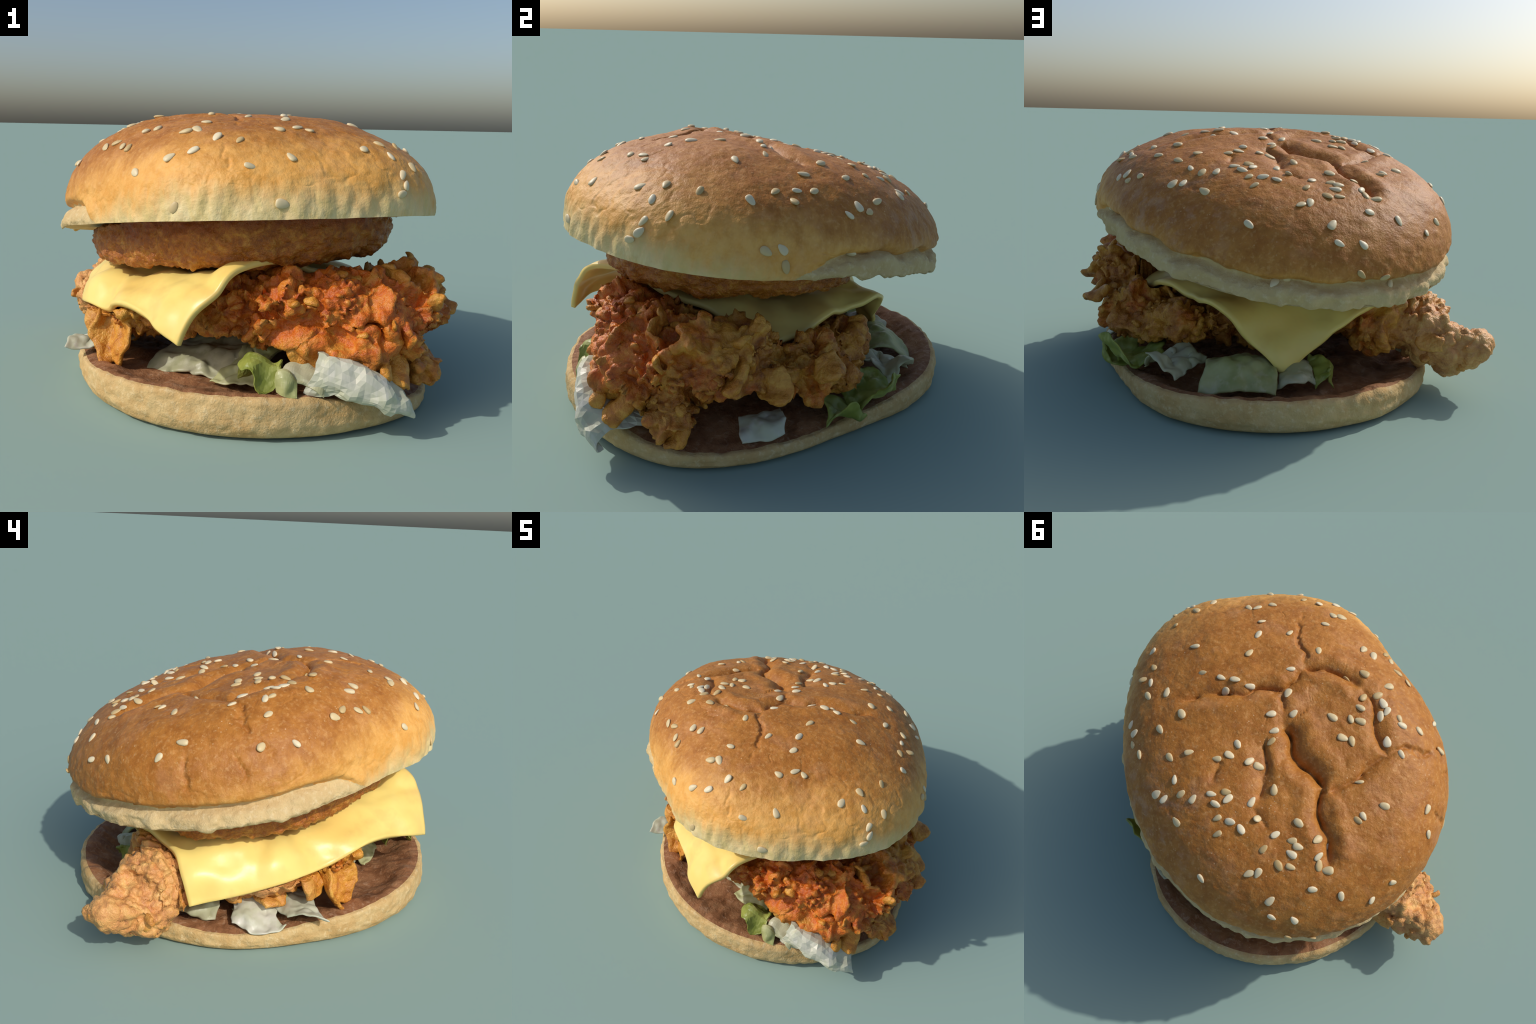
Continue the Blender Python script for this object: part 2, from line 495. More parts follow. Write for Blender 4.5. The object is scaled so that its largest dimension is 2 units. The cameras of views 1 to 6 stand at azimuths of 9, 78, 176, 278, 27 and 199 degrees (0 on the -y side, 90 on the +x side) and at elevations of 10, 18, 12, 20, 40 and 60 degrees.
D += groove + swell
groove = np.zeros(len(W))
for pts, depth, width in CRACKS:
    d, w = dist_polyline(W + 0.016 * wander + 0.006 * np.stack([vnoise(W, 0.02, s) for s in (41, 42, 43)], 1), pts)
    groove = np.minimum(groove, -depth * w * np.exp(-(d / width) ** 2))
D += groove
# the crust has sunk behind the peak and swells at the right back shoulder
D -= 0.034 * np.exp(-(np.linalg.norm((W - np.array([-.17, .33, 1.08])) / np.array([.36, .34, 1]), axis=1)) ** 2)
D -= 0.012 * np.exp(-(np.linalg.norm((W - np.array([.48, -.62, .98])) / np.array([.25, .25, .25]), axis=1)) ** 2)
D += 0.020 * np.exp(-(np.linalg.norm((W - np.array([.60, .42, .95])) / np.array([.28, .30, .4]), axis=1)) ** 2)
for at, r, a in (((-.72, .38, .93), .20, .018), ((-.33, -.80, .80), .15, .015), ((.35, -.82, .80), .15, .015), ((.72, -.42, .85), .17, .020), ((.68, -.36, .99), .12, -.014)):
    D += a * np.exp(-(np.linalg.norm(W - np.array(at), axis=1) / r) ** 2)
# small wrinkles
for sc, am, sd in ((0.13, 0.0022, 51), (0.06, 0.0012, 57)):
    ridged = 1 - np.abs(vnoise(W + 0.03 * wander, sc, sd))
    D -= am * smooth(0.86, 1.0, ridged) * smooth(-0.1, 0.4, vnoise(W, 0.3, sd + 1))
# the sunken panel inside the ring of creases
panel = np.linalg.norm((W - np.array([-.27, .04, 1.12])) / np.array([.26, .25, .5]), axis=1)
D -= 0.010 * smooth(1.05, 0.7, panel)
hh = np.concatenate([height, [1.0]])
crumple = lumps(W * np.array([1, 1, 0.6]), 0.065, 9)[0]
D += 0.016 * (crumple - 0.5) * smooth(0.26, 0.06, hh) * (1 - 0.55 * np.concatenate([lipw, [1]]))
lipz = smooth(0.085, 0.05, hh) * np.concatenate([lipw, [1]])
D += lipz * 0.010 * fbm(W, 0.06, 12, 3)
# crumpled skin at the left back
back_left = smooth(0.2, 0.7, W[:, 1]) * smooth(0.24, 0.1, hh - 0.06) 
D += 0.008 * (lumps(W, 0.05, 21)[0] - 0.5) * back_left
V2 = V + N * D[:, None]
V2[V2[:, 2] * 0 + hh < 0.001, 2] = V[hh < 0.001, 2]
set_coords(crown, V2)
# lip faces take the pale dough
crown.data.materials.append(MAT_DOUGH)
fm = np.zeros(len(crown.data.polygons), dtype=np.int32)
seam = height < 0.094 * np.sqrt(lipw) - 0.003 + (wob + 0.008 * vnoise(flat, 0.03, 8)) * lipw
seam = seam.reshape(rows_n, COLS)
for r in range(rows_n - 1):
    fm[r * COLS:(r + 1) * COLS] = seam[r] & seam[r + 1]
crown.data.polygons.foreach_set("material_index", fm)
crown.matrix_world = CROWN
crown.parent = root

# cut face of the crown
rim = V2[(rows_n - 1) * COLS: rows_n * COLS]
rows = [rim]
for k in (0.975, 0.94, 0.85, 0.7, 0.5, 0.3, 0.1):
    p = rim.copy()
    c = rim.mean(0)
    p = c + (rim - c) * k
    p[:, 2] += 0.012 * smooth(1.0, 0.9, np.array(k))
    p[:, 2] += 0.006 * vnoise(p, 0.08, 4)
    rows.append(p)
cut = np.concatenate(rows)
f = ring_faces(len(rows), COLS)
f.append(tuple(range((len(rows) - 1) * COLS, len(rows) * COLS)))
new_object("bun_cut_face", cut, [tuple(reversed(q)) for q in f], MAT_DOUGH, root, CROWN)

# ------------------------------------------------------------------ sesame seeds
# direction in degrees around the crown's peak, and how far down the crown (0 peak, 1 widest ring)
SEEDS = [322,.51,318,.49,308,.51,323,.35,336,.26,304,.24,0,.21,342,.68,353,.68,333,.72,7,.70,4,.44,15,.63,22,.62,28,.62,29,.51,21,.36,27,.28,31,.23,36,.27,40,.18,25,.04,82,.08,251,.15,266,.38,264,.50,258,.53,224,.45,216,.49,212,.65,194,.30,190,.21,188,.41,178,.32,172,.25,174,.34,162,.23,170,.35,166,.32,150,.21,154,.24,138,.16,170,.41,168,.42,171,.53,137,.22,141,.25,156,.36,156,.43,170,.70,99,.12,78,.15,87,.18,88,.21,42,.44,44,.54,36,.74,43,.72,48,.67,72,.28,59,.44,56,.52,69,.36,72,.32,82,.29,87,.28,63,.53,62,.63,65,.61,68,.53,72,.50,76,.44,80,.40,82,.41,79,.45,90,.38,97,.32,82,.48,86,.46,90,.46,84,.52,94,.41,72,.61,101,.44,108,.40,106,.45,108,.47,106,.49,98,.49,103,.53,106,.53,114,.45,117,.48,114,.50,114,.53,116,.55,96,.58,98,.57,85,.70,112,.61,102,.66,103,.73,108,.74,119,.66,126,.74,132,.72,134,.35,130,.44,128,.44,138,.46,150,.63,146,.70]
SIDE_SEEDS = [255,.77,266,.72,236,.86,304,.79,286,.63,276,.60,288,.86,340,.79,340,.92,340,.98,38,.91,347,.86,258,1.1,298,1.1,203,.61,197,.64,338,1.03,20,.68,40,.70,12,.94,16,.92,18,.99,180,.72,218,.66,107,.85,92,.92,94,.90,112,.87,115,.92]

def seed_mesh(k):
    n, m = 16, 12
    v = []
    for i in range(n + 1):
        a = math.pi * i / n
        x = -math.cos(a)
        w = math.sin(a) ** 0.9 * (0.68 - 0.17 * x)       # blunt at one end, pointed at the other
        for j in range(m):
            b = 2 * math.pi * j / m
            v.append((x, w * math.cos(b), 0.45 * w * math.sin(b) * (1 + 0.12 * math.cos(b))))
    v = np.array(v)
    v *= 1 + 0.07 * vnoise(v, 0.6, 60 + k)[:, None]
    f = ring_faces(n + 1, m)
    me = bpy.data.meshes.new("sesame_seed")
    me.from_pydata([tuple(q) for q in v.tolist()], [], f)
    me.polygons.foreach_set("use_smooth", [True] * len(f))
    me.materials.append(MAT_SEED)
    me.update()
    return me

SEED_MESHES = [seed_mesh(k) for k in range(5)]
NC = normals_of(crown)
TS = np.concatenate([np.linspace(0.012, 0.85, 150), np.linspace(0.852, 1.0, 60), 1 + 0.2 * np.linspace(0.1, 1, 14)])
for s, (a, t) in enumerate(list(zip(SEEDS[::2], SEEDS[1::2])) + list(zip(SIDE_SEEDS[::2], SIDE_SEEDS[1::2]))):
    r = int(np.abs(TS - t).argmin())
    i = r * COLS + int(round(a / 360 * COLS)) % COLS
    p, n = Vector(V2[i]), Vector(NC[i]).normalized()
    yaw = random.uniform(0, 2 * math.pi)
    q = n.to_track_quat("Z", "Y").to_matrix().to_4x4() @ Matrix.Rotation(yaw, 4, "Z") @ Matrix.Rotation(random.gauss(0, 0.12), 4, "X") @ Matrix.Rotation(random.gauss(0, 0.12), 4, "Y")
    size = random.uniform(0.021, 0.027)
    ob = bpy.data.objects.new("sesame_seed", SEED_MESHES[s % 5])
    bpy.context.collection.objects.link(ob)
    ob.parent = crown
    ob.matrix_parent_inverse = Matrix.Identity(4)
    ob.matrix_local = Matrix.Translation(p + n * 0.002) @ q @ Matrix.Diagonal((size, size * random.uniform(0.82, 1.05), size * random.uniform(0.8, 1.15), 1))

# ------------------------------------------------------------------ heel (bottom bun)
HEEL = [(-150, .737, .115), (-133, .776, .13), (-117, .82, .15), (-97, .88, .168), (-78, .93, .172), (-60, .965, .16), (-45, .98, .125),
        (-31, .995, .075), (-20, .95, .068), (-9, .886, .068), (4, .822, .07), (16, .778, .075), (29, .78, .09), (43, .825, .11), (60, .885, .13), (80, .905, .145),
        (100, .905, .145), (121, .88, .14), (138, .845, .12), (157, .80, .10), (172, .785, .09), (186, .765, .088), (199, .744, .092)]

def periodic(table, col, t):
    a = np.radians([q[0] for q in table])
    v = np.array([q[col] for q in table])
    a3 = np.concatenate([a - 2 * np.pi, a, a + 2 * np.pi])
    v3 = np.concatenate([v, v, v])
    tt = (t + np.pi) % (2 * np.pi) - np.pi
    w = np.interp(tt, a3, v3)
    k = 15                                        # soften the corners between the stations
    pad = np.concatenate([w[-k:], w, w[:k]])
    return np.convolve(pad, np.ones(2 * k + 1) / (2 * k + 1), "valid")

HC = 720
TH2 = np.linspace(0, 2 * np.pi, HC, endpoint=False)
RH = periodic(HEEL, 1, TH2)
HH = periodic(HEEL, 2, TH2)
prof = [(0.3, 0.0), (0.6, 0.0), (0.80, 0.0), (0.90, 0.0), (0.935, 0.005), (0.96, 0.04), (0.98, 0.12), (0.992, 0.24), (1.0, 0.38), (1.0, 0.52), (1.0, 0.68), (0.997, 0.82), (0.993, 0.91), (0.985, 0.97), (0.97, 1.0)]
prof = spline(np.array(prof), 90)
side = np.concatenate([np.stack([RH * k * np.cos(TH2), RH * k * np.sin(TH2), HH * max(h, 0)], 1) for k, h in prof])
f = ring_faces(len(prof), HC)
f.append(tuple(reversed(range(HC))))
heel = new_object("bun_heel", side, f, MAT_BASE, root)
V = coords_of(heel)
N = normals_of(heel)
on_side = smooth(0.003, 0.03, V[:, 2])
D = 0.005 * fbm(V, 0.14, 2, 3) + on_side * 0.010 * (lumps(V, 0.06, 4)[0] - 0.5) + 0.0015 * fbm(V, 0.025, 6, 2)
V = V + N * D[:, None] * (0.15 + 0.85 * on_side[:, None])
V[:, 2] = np.maximum(V[:, 2], 0.0)
set_coords(heel, V)

rim = V[(len(prof) - 1) * HC:]
rows = []
for k in np.concatenate([np.linspace(1.0, 0.88, 10), np.linspace(0.84, 0.04, 30)]):
    p = rim.copy()
    p[:, :2] *= k
    inner = 0.082 - 0.01 * p[:, 1] + 0.02 * fbm(p * np.array([1, 1, 0]), 0.3, 19, 2)      # the crumb sags towards the back
    blend = smooth(1.0, 0.78, np.array(k))
    p[:, 2] = rim[:, 2] * (1 - blend) + inner * blend
    if k < 1:
        p[:, 2] += 0.006 * smooth(1.0, 0.95, np.array(k)) + 0.010 * fbm(p * np.array([1, 1, 0]), 0.08, 14, 3) * smooth(1.0, 0.9, np.array(k))
    rows.append(p)
top_face = np.concatenate(rows)
f = ring_faces(len(rows), HC)
f.append(tuple(range((len(rows) - 1) * HC, len(rows) * HC)))
new_object("bun_cut_face", top_face, f, MAT_TOAST, root)

# ------------------------------------------------------------------ patty (crumbed disc under the crown)
# a wedge: thick at the front, thin behind; its front left side is cut nearly straight
PATTY = [(2, .715), (18, .72), (40, .65), (67, .52), (112, .54), (137, .68), (155, .78), (166, .775), (181, .64), (200, .565), (218, .505), (240, .495),
         (265, .53), (285, .60), (305, .665), (320, .672), (336, .705)]
PATTY = [((a + 180) % 360 - 180, r) for a, r in PATTY]
PATTY.sort()
PC = 480
tp = np.linspace(0, 2 * np.pi, PC, endpoint=False)
RP = periodic(PATTY, 1, tp)
prof = spline(np.array([(0.05, -1), (0.5, -1), (0.85, -1.0), (0.93, -.92), (0.98, -.65), (1.0, -.25), (1.01, .2), (1.005, .65), (0.985, .95), (0.8, 1), (0.4, 1), (0.05, 1)]), 110)
rows = []
for k, h in prof:
    x, y = RP * k * np.cos(tp), RP * k * np.sin(tp) - 0.12
    low_z, top_z = 0.548 + 0.085 * x - 0.05 * y, 0.692 + 0.10 * x - 0.19 * y
    rows.append(np.stack([x, y, (low_z + top_z) / 2 + h * np.maximum(top_z - low_z, 0.05) / 2], 1))
f = ring_faces(len(prof), PC)
f.append(tuple(reversed(range(PC))))
f.append(tuple(range((len(prof) - 1) * PC, len(prof) * PC)))
patty = new_object("patty", np.concatenate(rows), f, MAT_PATTY, root)
V = coords_of(patty)
N = normals_of(patty)
D = 0.018 * fbm(V, 0.16, 71, 2) + 0.022 * (lumps(V, 0.05, 72)[0] - 0.5) + 0.012 * (lumps(V, 0.022, 75)[0] - 0.5)
set_coords(patty, V + N * D[:, None])

# ------------------------------------------------------------------ fried chicken
def relax(ob, rounds, factor=0.5):
    """evens out spikes: moves every vertex towards the mean of its neighbours"""
    me = ob.data
    e = np.empty(len(me.edges) * 2, dtype=np.int32)
    me.edges.foreach_get("vertices", e)
    a, b = e[::2], e[1::2]
    V = coords_of(ob)
    count = np.bincount(a, minlength=len(V)) + np.bincount(b, minlength=len(V))
    for _ in range(rounds):
        M = np.stack([np.bincount(a, V[b, k], len(V)) + np.bincount(b, V[a, k], len(V)) for k in range(3)], 1) / count[:, None]
        V = V + factor * (M - V)
    set_coords(ob, V)

def lumpy_body(name, blobs, voxel, smooth_n, amps, mat, seed, warp=0.03):
    verts, faces, base = [], [], 0
    n, m = 24, 32
    for (cx, cy, cz), (rx, ry, rz), (ax, ay, az) in blobs:
        E = np.array(Euler((ax, ay, az)).to_matrix())
        v = []
        for i in range(n + 1):
            a = math.pi * i / n
            for j in range(m):
                b = 2 * math.pi * j / m
                v.append((rx * math.sin(a) * math.cos(b), ry * math.sin(a) * math.sin(b), rz * math.cos(a)))
        v = np.array(v) @ E.T + np.array([cx, cy, cz])
        verts.append(v)
        faces += [tuple(base + q for q in reversed(g)) for g in ring_faces(n + 1, m)]
        base += len(v)
    ob = new_object(name, np.concatenate(verts), faces, mat)
    md = ob.modifiers.new("r", "REMESH")
    md.mode = "VOXEL"
    md.voxel_size = voxel
    sm = ob.modifiers.new("s", "SMOOTH")
    sm.iterations = smooth_n
    sm.factor = 0.5
    dg = bpy.context.evaluated_depsgraph_get()
    me = bpy.data.meshes.new_from_object(ob.evaluated_get(dg))
    ob.modifiers.clear()
    old = ob.data
    ob.data = me
    me.name = name
    bpy.data.meshes.remove(old)
    me.polygons.foreach_set("use_smooth", [True] * len(me.polygons))
    # torn folds first: sharp crests that wind over the crust, with hollows between them
    V = coords_of(ob)
    N = normals_of(ob)
    Wp = V + 0.05 * np.stack([fbm(V, 0.14, seed + 400 + q, 2) for q in (0, 20, 40)], 1)
    crest = np.maximum(1 - 2.2 * np.abs(vnoise(Wp, 0.15, seed + 500)), 1 - 2.6 * np.abs(vnoise(Wp, 0.10, seed + 510)) - 0.25)
    part = 1 - 0.5 * smooth(-0.55, -0.7, V[:, 0])
    set_coords(ob, V + N * (part * (0.075 * smooth(0.25, 1.0, crest) - 0.028))[:, None])
    relax(ob, 2)
    for k, (scale, amp, sharp) in enumerate(amps):
        V = coords_of(ob)
        N = normals_of(ob)
        Wp = V + warp * np.stack([fbm(V, 0.16, seed + 5 * k + s, 2) for s in (0, 50, 90)], 1)
        c, e, r = lumps(Wp, scale, seed + 3 * k)
        # rounded knobs mixed with torn plates of uneven height
        h = (1 - sharp) * c + sharp * smooth(0.02, 0.30, e) * (0.25 + 1.1 * r)
        keep = (0.30 + 0.85 * smooth(-0.45, 0.45, vnoise(V, 0.17, seed + 7 + k))) * (1 - 0.2 * smooth(-0.55, -0.7, V[:, 0]))
        set_coords(ob, V + N * (amp * (h - 0.45) * keep)[:, None])
        if k < 2:
            relax(ob, 1)
    V = coords_of(ob)
    V[:, 0] = np.where(V[:, 0] > 0.96, 0.96 + (V[:, 0] - 0.96) * 0.5, V[:, 0])
    set_coords(ob, V)
    ob.parent = root
    return ob

BLOBS = [
    ((0.12, -0.14, 0.36), (0.60, 0.48, 0.12), (-0.20, -0.06, 0.0)),
    ((0.40, -0.54, 0.47), (0.38, 0.22, 0.12), (-0.1, 0, -0.05)),
    ((0.36, -0.54, 0.39), (0.34, 0.21, 0.09), (0, 0, 0)),
    ((0.22, -0.60, 0.44), (0.12, 0.13, 0.10), (0, 0, 0)),
    ((0.69, -0.35, 0.41), (0.23, 0.32, 0.145), (0, 0, 0.15)),
    ((0.79, -0.30, 0.48), (0.13, 0.20, 0.10), (0, 0, 0)),
    ((0.54, 0.04, 0.31), (0.28, 0.31, 0.11), (-0.12, 0, 0.2)),
    ((-0.12, -0.34, 0.345), (0.36, 0.26, 0.08), (-0.15, -0.1, 0)),
    ((0.36, 0.24, 0.32), (0.20, 0.18, 0.08), (-0.12, 0, 0.2)),
    ((0.50, -0.62, 0.34), (0.22, 0.13, 0.07), (0, 0, 0)),
    ((-0.42, -0.12, 0.30), (0.28, 0.30, 0.10), (-0.15, -0.1, 0)),
    ((-0.50, 0.28, 0.32), (0.26, 0.20, 0.12), (0, -0.3, -0.3)),
    ((-0.71, 0.31, 0.275), (0.18, 0.16, 0.14), (0, -0.4, -0.4)),
    ((-0.82, 0.37, 0.215), (0.14, 0.145, 0.115), (0, -0.3, 0)),
    ((-0.90, 0.45, 0.225), (0.08, 0.08, 0.07), (0, 0, 0)),
    ((0.72, -0.60, 0.30), (0.07, 0.07, 0.14), (0.25, 0.1, 0)),
    ((0.82, -0.47, 0.22), (0.09, 0.08, 0.10), (0, 0, 0)),
]
fillet = lumpy_body("chicken_fillet", BLOBS, 0.0085, 4, [(0.21, 0.08, 0.25), (0.085, 0.050, 0.6), (0.042, 0.030, 0.6)], MAT_CHICKEN, 100, 0.05)

def flake(at, size, rot, curl, seed, ruffle=0.02, thick=0.028, mat=None):
    """a curled tongue of crust, thick at its root and ruffled along its rim"""
    n, m = (26, 20) if size[1] > 0.08 else (12, 9)
    u, v = np.meshgrid(np.linspace(0, 1, n), np.linspace(-1, 1, m), indexing="ij")
    w, l = size
    half = w * (0.55 + 0.45 * np.sin(np.pi * np.clip(u * 0.9 + 0.08, 0, 1)))
    a = curl * u
    rr = l / max(abs(curl), 0.05)
    cx = rr * np.sin(a)
    cz = rr * (1 - np.cos(a)) * np.sign(curl)
    G = np.stack([cx, v * half, cz - 0.35 * w * v ** 2 * (0.4 + u)], -1)
    flatg = G.reshape(-1, 3)
    G = G + (ruffle * np.stack([vnoise(flatg + seed, 0.07, seed + s) for s in (0, 1, 2)], -1)).reshape(G.shape) * (0.4 + u[..., None])
    E = np.array(Euler([math.radians(q) for q in rot]).to_matrix())
    G = G @ E.T + np.array(at)
    ob = thick_sheet("crust_flake", G, thick, mat or MAT_FLAKE, root, 0.5)
    V = coords_of(ob)
    N = normals_of(ob)
    set_coords(ob, V + N * (0.014 * (lumps(V, 0.045, seed)[0] - 0.4))[:, None])
    return ob

# at, (half width, length), rotation, curl
FLAKES = [
    ((0.70, -0.62, 0.34), (0.065, 0.19), (0, 65, -55), 0.5),      # drooping over the white lettuce
    ((0.79, -0.47, 0.20), (0.075, 0.16), (0, 2, -8), -0.5),       # low right, pointing out
    ((0.84, -0.44, 0.26), (0.07, 0.16), (30, 75, -40), 0.6),      # foot on the heel
    ((0.72, -0.44, 0.55), (0.05, 0.13), (0, -45, -35), -0.6),     # horn, upper right
    ((-0.54, -0.16, 0.27), (0.08, 0.15), (0, 60, 190), 0.8),
    ((-0.54, 0.0, 0.26), (0.08, 0.13), (20, 55, 180), 0.9),
    ((0.84, -0.10, 0.40), (0.06, 0.15), (40, 60, 20), 0.8),
    ((0.86, -0.24, 0.46), (0.07, 0.16), (60, 50, 0), 0.9),
    ((0.80, 0.12, 0.42), (0.06, 0.13), (20, 55, 30), 0.8),
    ((-0.88, 0.31, 0.20), (0.03, 0.06), (30, 15, 230), 0.4),
    ((0.82, -0.32, 0.50), (0.06, 0.14), (20, -50, -10), -0.5),
    ((0.88, -0.20, 0.46), (0.05, 0.12), (-20, -40, 20), -0.6),
]
for k, (at, size, rot, curl) in enumerate(FLAKES):
    flake(at, size, rot, curl, 300 + 7 * k)

# the upright shell of crust at the left front: two petals joined at the foot
CURLS = [
    [[(-.53, -.43, .34), (-.56, -.46, .23), (-.48, -.52, .115)], [(-.47, -.40, .37), (-.47, -.42, .25), (-.45, -.49, .12)],
     [(-.40, -.44, .37), (-.39, -.47, .25), (-.42, -.51, .12)], [(-.36, -.51, .355), (-.35, -.56, .25), (-.415, -.55, .11)]],
    [[(-.60, -.30, .35), (-.63, -.33, .29), (-.60, -.34, .22)], [(-.55, -.30, .36), (-.56, -.36, .29), (-.55, -.38, .21)], [(-.50, -.34, .35), (-.51, -.40, .29), (-.51, -.40, .21)]],
]
for k, c in enumerate(CURLS):
    G = patch(c, 34, 34)
    g = G.reshape(-1, 3)
    G = G + (0.012 * np.stack([fbm(g, 0.06, 700 + 9 * k + q, 2) for q in (0, 3, 6)], -1)).reshape(G.shape)
    thick_sheet("crust_flake", G, 0.020, MAT_FLAKE, root, 0.6)

# small crisp flakes standing off the crust
V = coords_of(fillet)
N = normals_of(fillet)
pick = RNG.permutation(len(V))
placed = []
for i in pick:
    p, n = V[i], N[i]
    if len(placed) >= 90:
        break
    out_xy = n[0] * (p[0] - 0.1) + n[1] * (p[1] + 0.1)
    if out_xy < 0.12 or p[2] > 0.58 or n[2] < -0.6 or (p[0] < 0.22 and p[2] > 0.30):
        continue
    if any(np.linalg.norm(p - q) < 0.07 for q in placed):
        continue
    placed.append(p)
    side = Vector(n).orthogonal().normalized()
    side.rotate(Matrix.Rotation(RNG.uniform(0, 6.28), 3, Vector(n)))
    fwd = (side * 0.8 + Vector(n) * RNG.uniform(0.3, 0.9)).normalized()
    up = (Vector(n) - fwd * fwd.dot(Vector(n))).normalized()
    E = Matrix((fwd, up.cross(fwd), up)).transposed().to_euler()
    big = RNG.uniform() ** 3 * (0.35 if p[0] > 0.78 or p[2] > 0.5 else 1.0)
    flake(p - n * 0.012, (0.022 + 0.045 * big, 0.045 + 0.10 * big), [math.degrees(q) for q in E], RNG.choice([-1, 1]) * RNG.uniform(0.5, 1.1), 900 + len(placed), 0.014, 0.018)

# ------------------------------------------------------------------ cheese slice
CHEESE = [
    [(-.03, -.86, .335), (.015, -.84, .43), (.09, -.83, .525), (.17, -.75, .60), (.40, -.47, .59), (.65, -.07, .39)],
    [(-.17, -.75, .375), (-.14, -.71, .46), (-.10, -.63, .525), (0, -.53, .55), (.27, -.30, .53), (.55, .16, .43)],
    [(-.32, -.64, .42), (-.29, -.57, .465), (-.23, -.47, .495), (-.10, -.35, .51), (.12, -.10, .50), (.39, .34, .44)],
    [(-.50, -.43, .345), (-.46, -.37, .42), (-.38, -.28, .465), (-.24, -.14, .48), (0, .10, .47), (.30, .50, .44)],
    [(-.69, -.20, .31), (-.645, -.15, .40), (-.55, -.08, .46), (-.40, .04, .47), (-.15, .30, .455), (.17, .59, .36)],
    [(-.84, .13, .25), (-.795, .18, .37), (-.70, .25, .455), (-.52, .44, .455), (-.29, .58, .38), (-.04, .60, .14)],
]
G = patch(CHEESE, 110, 110)
g = G.reshape(-1, 3)
nrm = np.cross(np.gradient(G, axis=0), np.gradient(G, axis=1))
nrm /= np.linalg.norm(nrm, axis=2, keepdims=True)
G = G + nrm * (0.030 * fbm(g, 0.20, 55, 2)).reshape(110, 110, 1)      # soft waves where it sags over the crust
def tuck_under(ob, sheet, gap):
    """presses whatever pokes through the sheet back below it"""
    S = sheet.reshape(-1, 3)
    cell = 0.02
    top = {}
    for x, y, z in S:
        k = (int(math.floor(x / cell)), int(math.floor(y / cell)))
        for i in (-1, 0, 1):
            for j in (-1, 0, 1):
                q = (k[0] + i, k[1] + j)
                top[q] = min(top.get(q, 9.0), z)
    V = coords_of(ob)
    for i, (x, y, z) in enumerate(V):
        t = top.get((int(math.floor(x / cell)), int(math.floor(y / cell))))
        if t is not None and t - gap < z:
            V[i, 2] = t - gap - 0.15 * min(z - t + gap, 0.1)
    set_coords(ob, V)

for ob in list(root.children):
    if ob.name.startswith(("chicken_fillet", "crust_flake")):
        tuck_under(ob, G, 0.012)
        relax(ob, 1, 0.25)
thick_sheet("cheese_slice", G, 0.030, MAT_CHEESE, root, 0.7)

# ------------------------------------------------------------------ lettuce
def leaf(ctrl, mat, seed, thick=0.014, ruffle=0.012, n=48, m=36, scale=0.07, crisp=False):
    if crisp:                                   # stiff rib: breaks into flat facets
        n, m = 20, 17
    G = patch(ctrl, n, m)
    g = G.reshape(-1, 3)
    G = G + (ruffle * np.stack([fbm(g, scale, seed + s, 2) for s in (0, 10, 20)], -1)).reshape(G.shape)
    g = G.reshape(-1, 3)
    nrm = np.cross(np.gradient(G, axis=0), np.gradient(G, axis=1))
    nrm /= np.linalg.norm(nrm, axis=2, keepdims=True) + 1e-9
    crinkle = 0.008 * fbm(g, 0.06, seed + 30, 2) + 0.004 * (lumps(g, 0.08, seed)[1] - 0.5)
    G = G + nrm * crinkle.reshape(G.shape[:2] + (1,))
    ob = thick_sheet("lettuce_leaf", G, thick, mat, root, 0.4)
    if crisp:
        ob.data.polygons.foreach_set("use_smooth", [False] * len(ob.data.polygons))
    return ob

# white rib folded over the front rim
leaf([[(.47, -.60, .20), (.43, -.70, .27), (.46, -.79, .315), (.44, -.825, .25), (.41, -.815, .18)],
      [(.58, -.58, .20), (.55, -.71, .275), (.57, -.81, .30), (.58, -.84, .22), (.55, -.82, .165)],
      [(.68, -.56, .18), (.66, -.70, .235), (.70, -.80, .23), (.72, -.82, .16), (.70, -.80, .13)],
      [(.76, -.54, .14), (.77, -.66, .16), (.80, -.745, .13), (.815, -.755, .095), (.80, -.735, .085)]], MAT_WHITE, 401, 0.014, 0.011, scale=0.065, crisp=True)
leaf([[(.36, -.60, .22), (.35, -.72, .26), (.33, -.80, .24)], [(.43, -.60, .24), (.42, -.73, .27), (.40, -.83, .21)], [(.5, -.6, .2), (.5, -.75, .22), (.48, -.83, .175)]], MAT_PALE, 411, 0.012, 0.012, crisp=True)
# green frill at the front
leaf([[(.14, -.70, .17), (.16, -.74, .25), (.18, -.80, .24)], [(.20, -.68, .20), (.21, -.76, .30), (.22, -.84, .26)],
      [(.26, -.70, .18), (.27, -.77, .28), (.26, -.86, .17)], [(.33, -.70, .20), (.33, -.76, .28), (.31, -.82, .23)]], MAT_GREEN, 421, 0.009, 0.018, scale=0.07, crisp=True)
leaf([[(.27, -.74, .17), (.29, -.80, .24), (.30, -.83, .19)], [(.33, -.74, .18), (.34, -.81, .25), (.35, -.85, .18)], [(.40, -.72, .18), (.39, -.80, .22), (.39, -.84, .17)]], MAT_LIME, 431, 0.009, 0.014, scale=0.07, crisp=True)
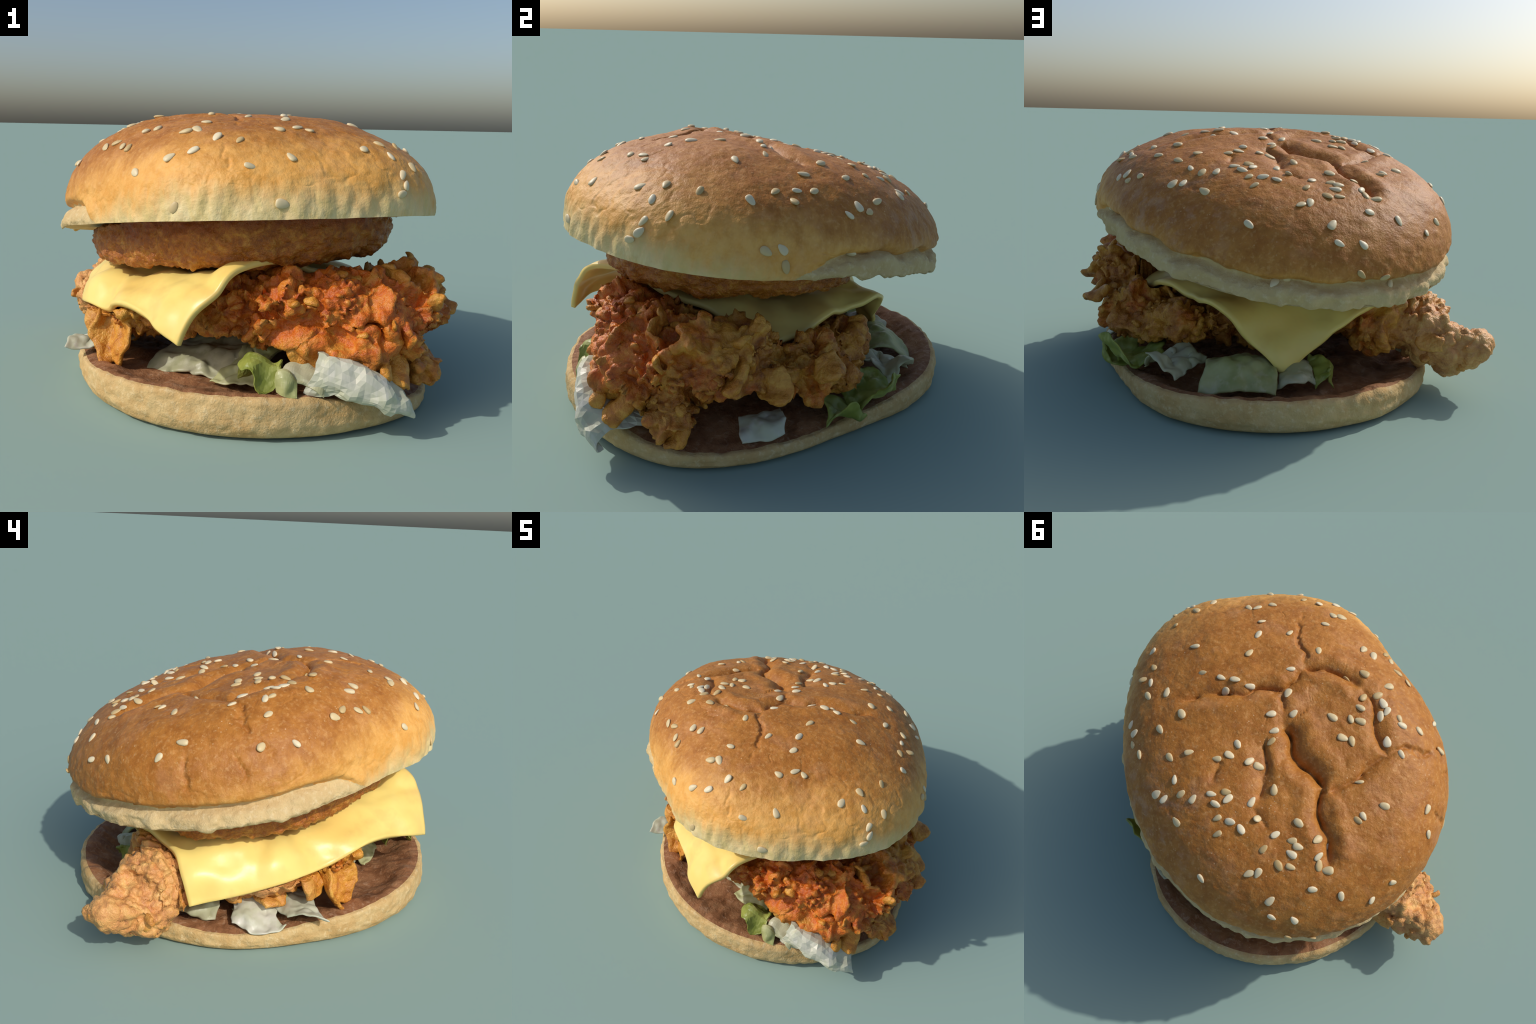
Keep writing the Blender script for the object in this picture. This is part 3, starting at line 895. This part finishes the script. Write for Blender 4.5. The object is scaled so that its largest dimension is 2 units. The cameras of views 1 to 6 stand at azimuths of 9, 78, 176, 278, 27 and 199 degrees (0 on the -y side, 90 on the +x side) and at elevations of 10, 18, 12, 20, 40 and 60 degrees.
# pale leaves lying on the heel, and curled pieces showing along its rim
leaf([[(-.30, -.48, .10), (-.25, -.36, .15), (-.2, -.2, .17)], [(-.05, -.53, .105), (-.02, -.42, .17), (0, -.2, .18)], [(.16, -.57, .115), (.18, -.45, .19), (.2, -.2, .2)]], MAT_PALE, 441, 0.011, 0.016)
leaf([[(.02, -.62, .11), (.06, -.52, .16), (.1, -.4, .2)], [(.12, -.66, .12), (.16, -.55, .18), (.2, -.4, .22)], [(.22, -.66, .12), (.25, -.55, .2), (.3, -.4, .22)]], MAT_LIME, 445, 0.010, 0.02)
leaf([[(-.675, -.455, .165), (-.58, -.40, .15), (-.45, -.34, .15)], [(-.69, -.37, .20), (-.58, -.30, .17), (-.42, -.24, .17)], [(-.655, -.27, .14), (-.55, -.20, .14), (-.40, -.14, .16)]], MAT_WHITE, 451, 0.010, 0.010)
leaf([[(-.70, -.27, .115), (-.62, -.22, .12), (-.45, -.2, .19)], [(-.745, -.14, .105), (-.64, -.12, .15), (-.45, -.1, .2)], [(-.71, -.03, .11), (-.62, -.02, .14), (-.45, 0, .2)]], MAT_WHITE, 461, 0.010, 0.016)
leaf([[(-.60, -.22, .12), (-.52, -.25, .22), (-.42, -.22, .24)], [(-.60, -.12, .12), (-.52, -.14, .24), (-.42, -.12, .25)], [(-.60, -.02, .12), (-.52, -.05, .22), (-.42, -.02, .24)]], MAT_LIME, 465, 0.010, 0.025)
leaf([[(-.68, .05, .11), (-.60, .05, .19), (-.42, .05, .2)], [(-.71, .16, .12), (-.60, .16, .21), (-.42, .18, .22)], [(-.66, .25, .11), (-.56, .26, .18), (-.42, .3, .18)]], MAT_PALE, 471, 0.010, 0.022)
# green leaves at the right back
leaf([[(.80, .14, .10), (.77, .17, .15), (.66, .12, .20)], [(.81, .25, .20), (.76, .28, .11), (.62, .24, .14)], [(.77, .30, .15), (.72, .33, .10), (.60, .30, .13)]], MAT_GREEN, 481, 0.010, 0.014)
leaf([[(.72, .32, .11), (.66, .28, .14), (.5, .25, .22)], [(.77, .43, .28), (.68, .41, .16), (.5, .38, .20)], [(.70, .50, .25), (.62, .50, .15), (.48, .46, .20)]], MAT_GREEN, 491, 0.010, 0.016)
leaf([[(.58, .50, .13), (.5, .46, .22), (.4, .38, .24)], [(.54, .60, .24), (.45, .54, .18), (.35, .46, .22)], [(.44, .64, .12), (.37, .58, .15), (.28, .5, .2)]], MAT_PALE, 501, 0.010, 0.022)
# pale curved slices and a green tip at the back
leaf([[(.33, .70, .10), (.30, .60, .19), (.28, .45, .16)], [(.17, .74, .13), (.15, .62, .215), (.12, .45, .18)], [(0, .73, .11), (-.01, .63, .19), (-.02, .45, .18)]], MAT_LIME, 511, 0.016, 0.008)
leaf([[(0, .70, .12), (-.02, .64, .17), (-.02, .5, .18)], [(-.09, .72, .15), (-.09, .64, .19), (-.1, .5, .18)], [(-.17, .68, .12), (-.16, .62, .17), (-.16, .5, .18)]], MAT_PALE, 521, 0.012, 0.016)
leaf([[(-.17, .67, .11), (-.17, .62, .17), (-.15, .5, .2)], [(-.22, .67, .18), (-.22, .61, .20), (-.2, .5, .2)], [(-.27, .63, .11), (-.26, .58, .16), (-.24, .5, .18)]], MAT_GREEN, 531, 0.010, 0.016)
# small white rib at the right
leaf([[(.84, -.20, .085), (.80, -.21, .10), (.72, -.2, .12)], [(.84, -.11, .09), (.80, -.11, .135), (.72, -.1, .14)], [(.825, -.04, .10), (.79, -.03, .15), (.70, -.03, .14)]], MAT_WHITE, 541, 0.014, 0.010)
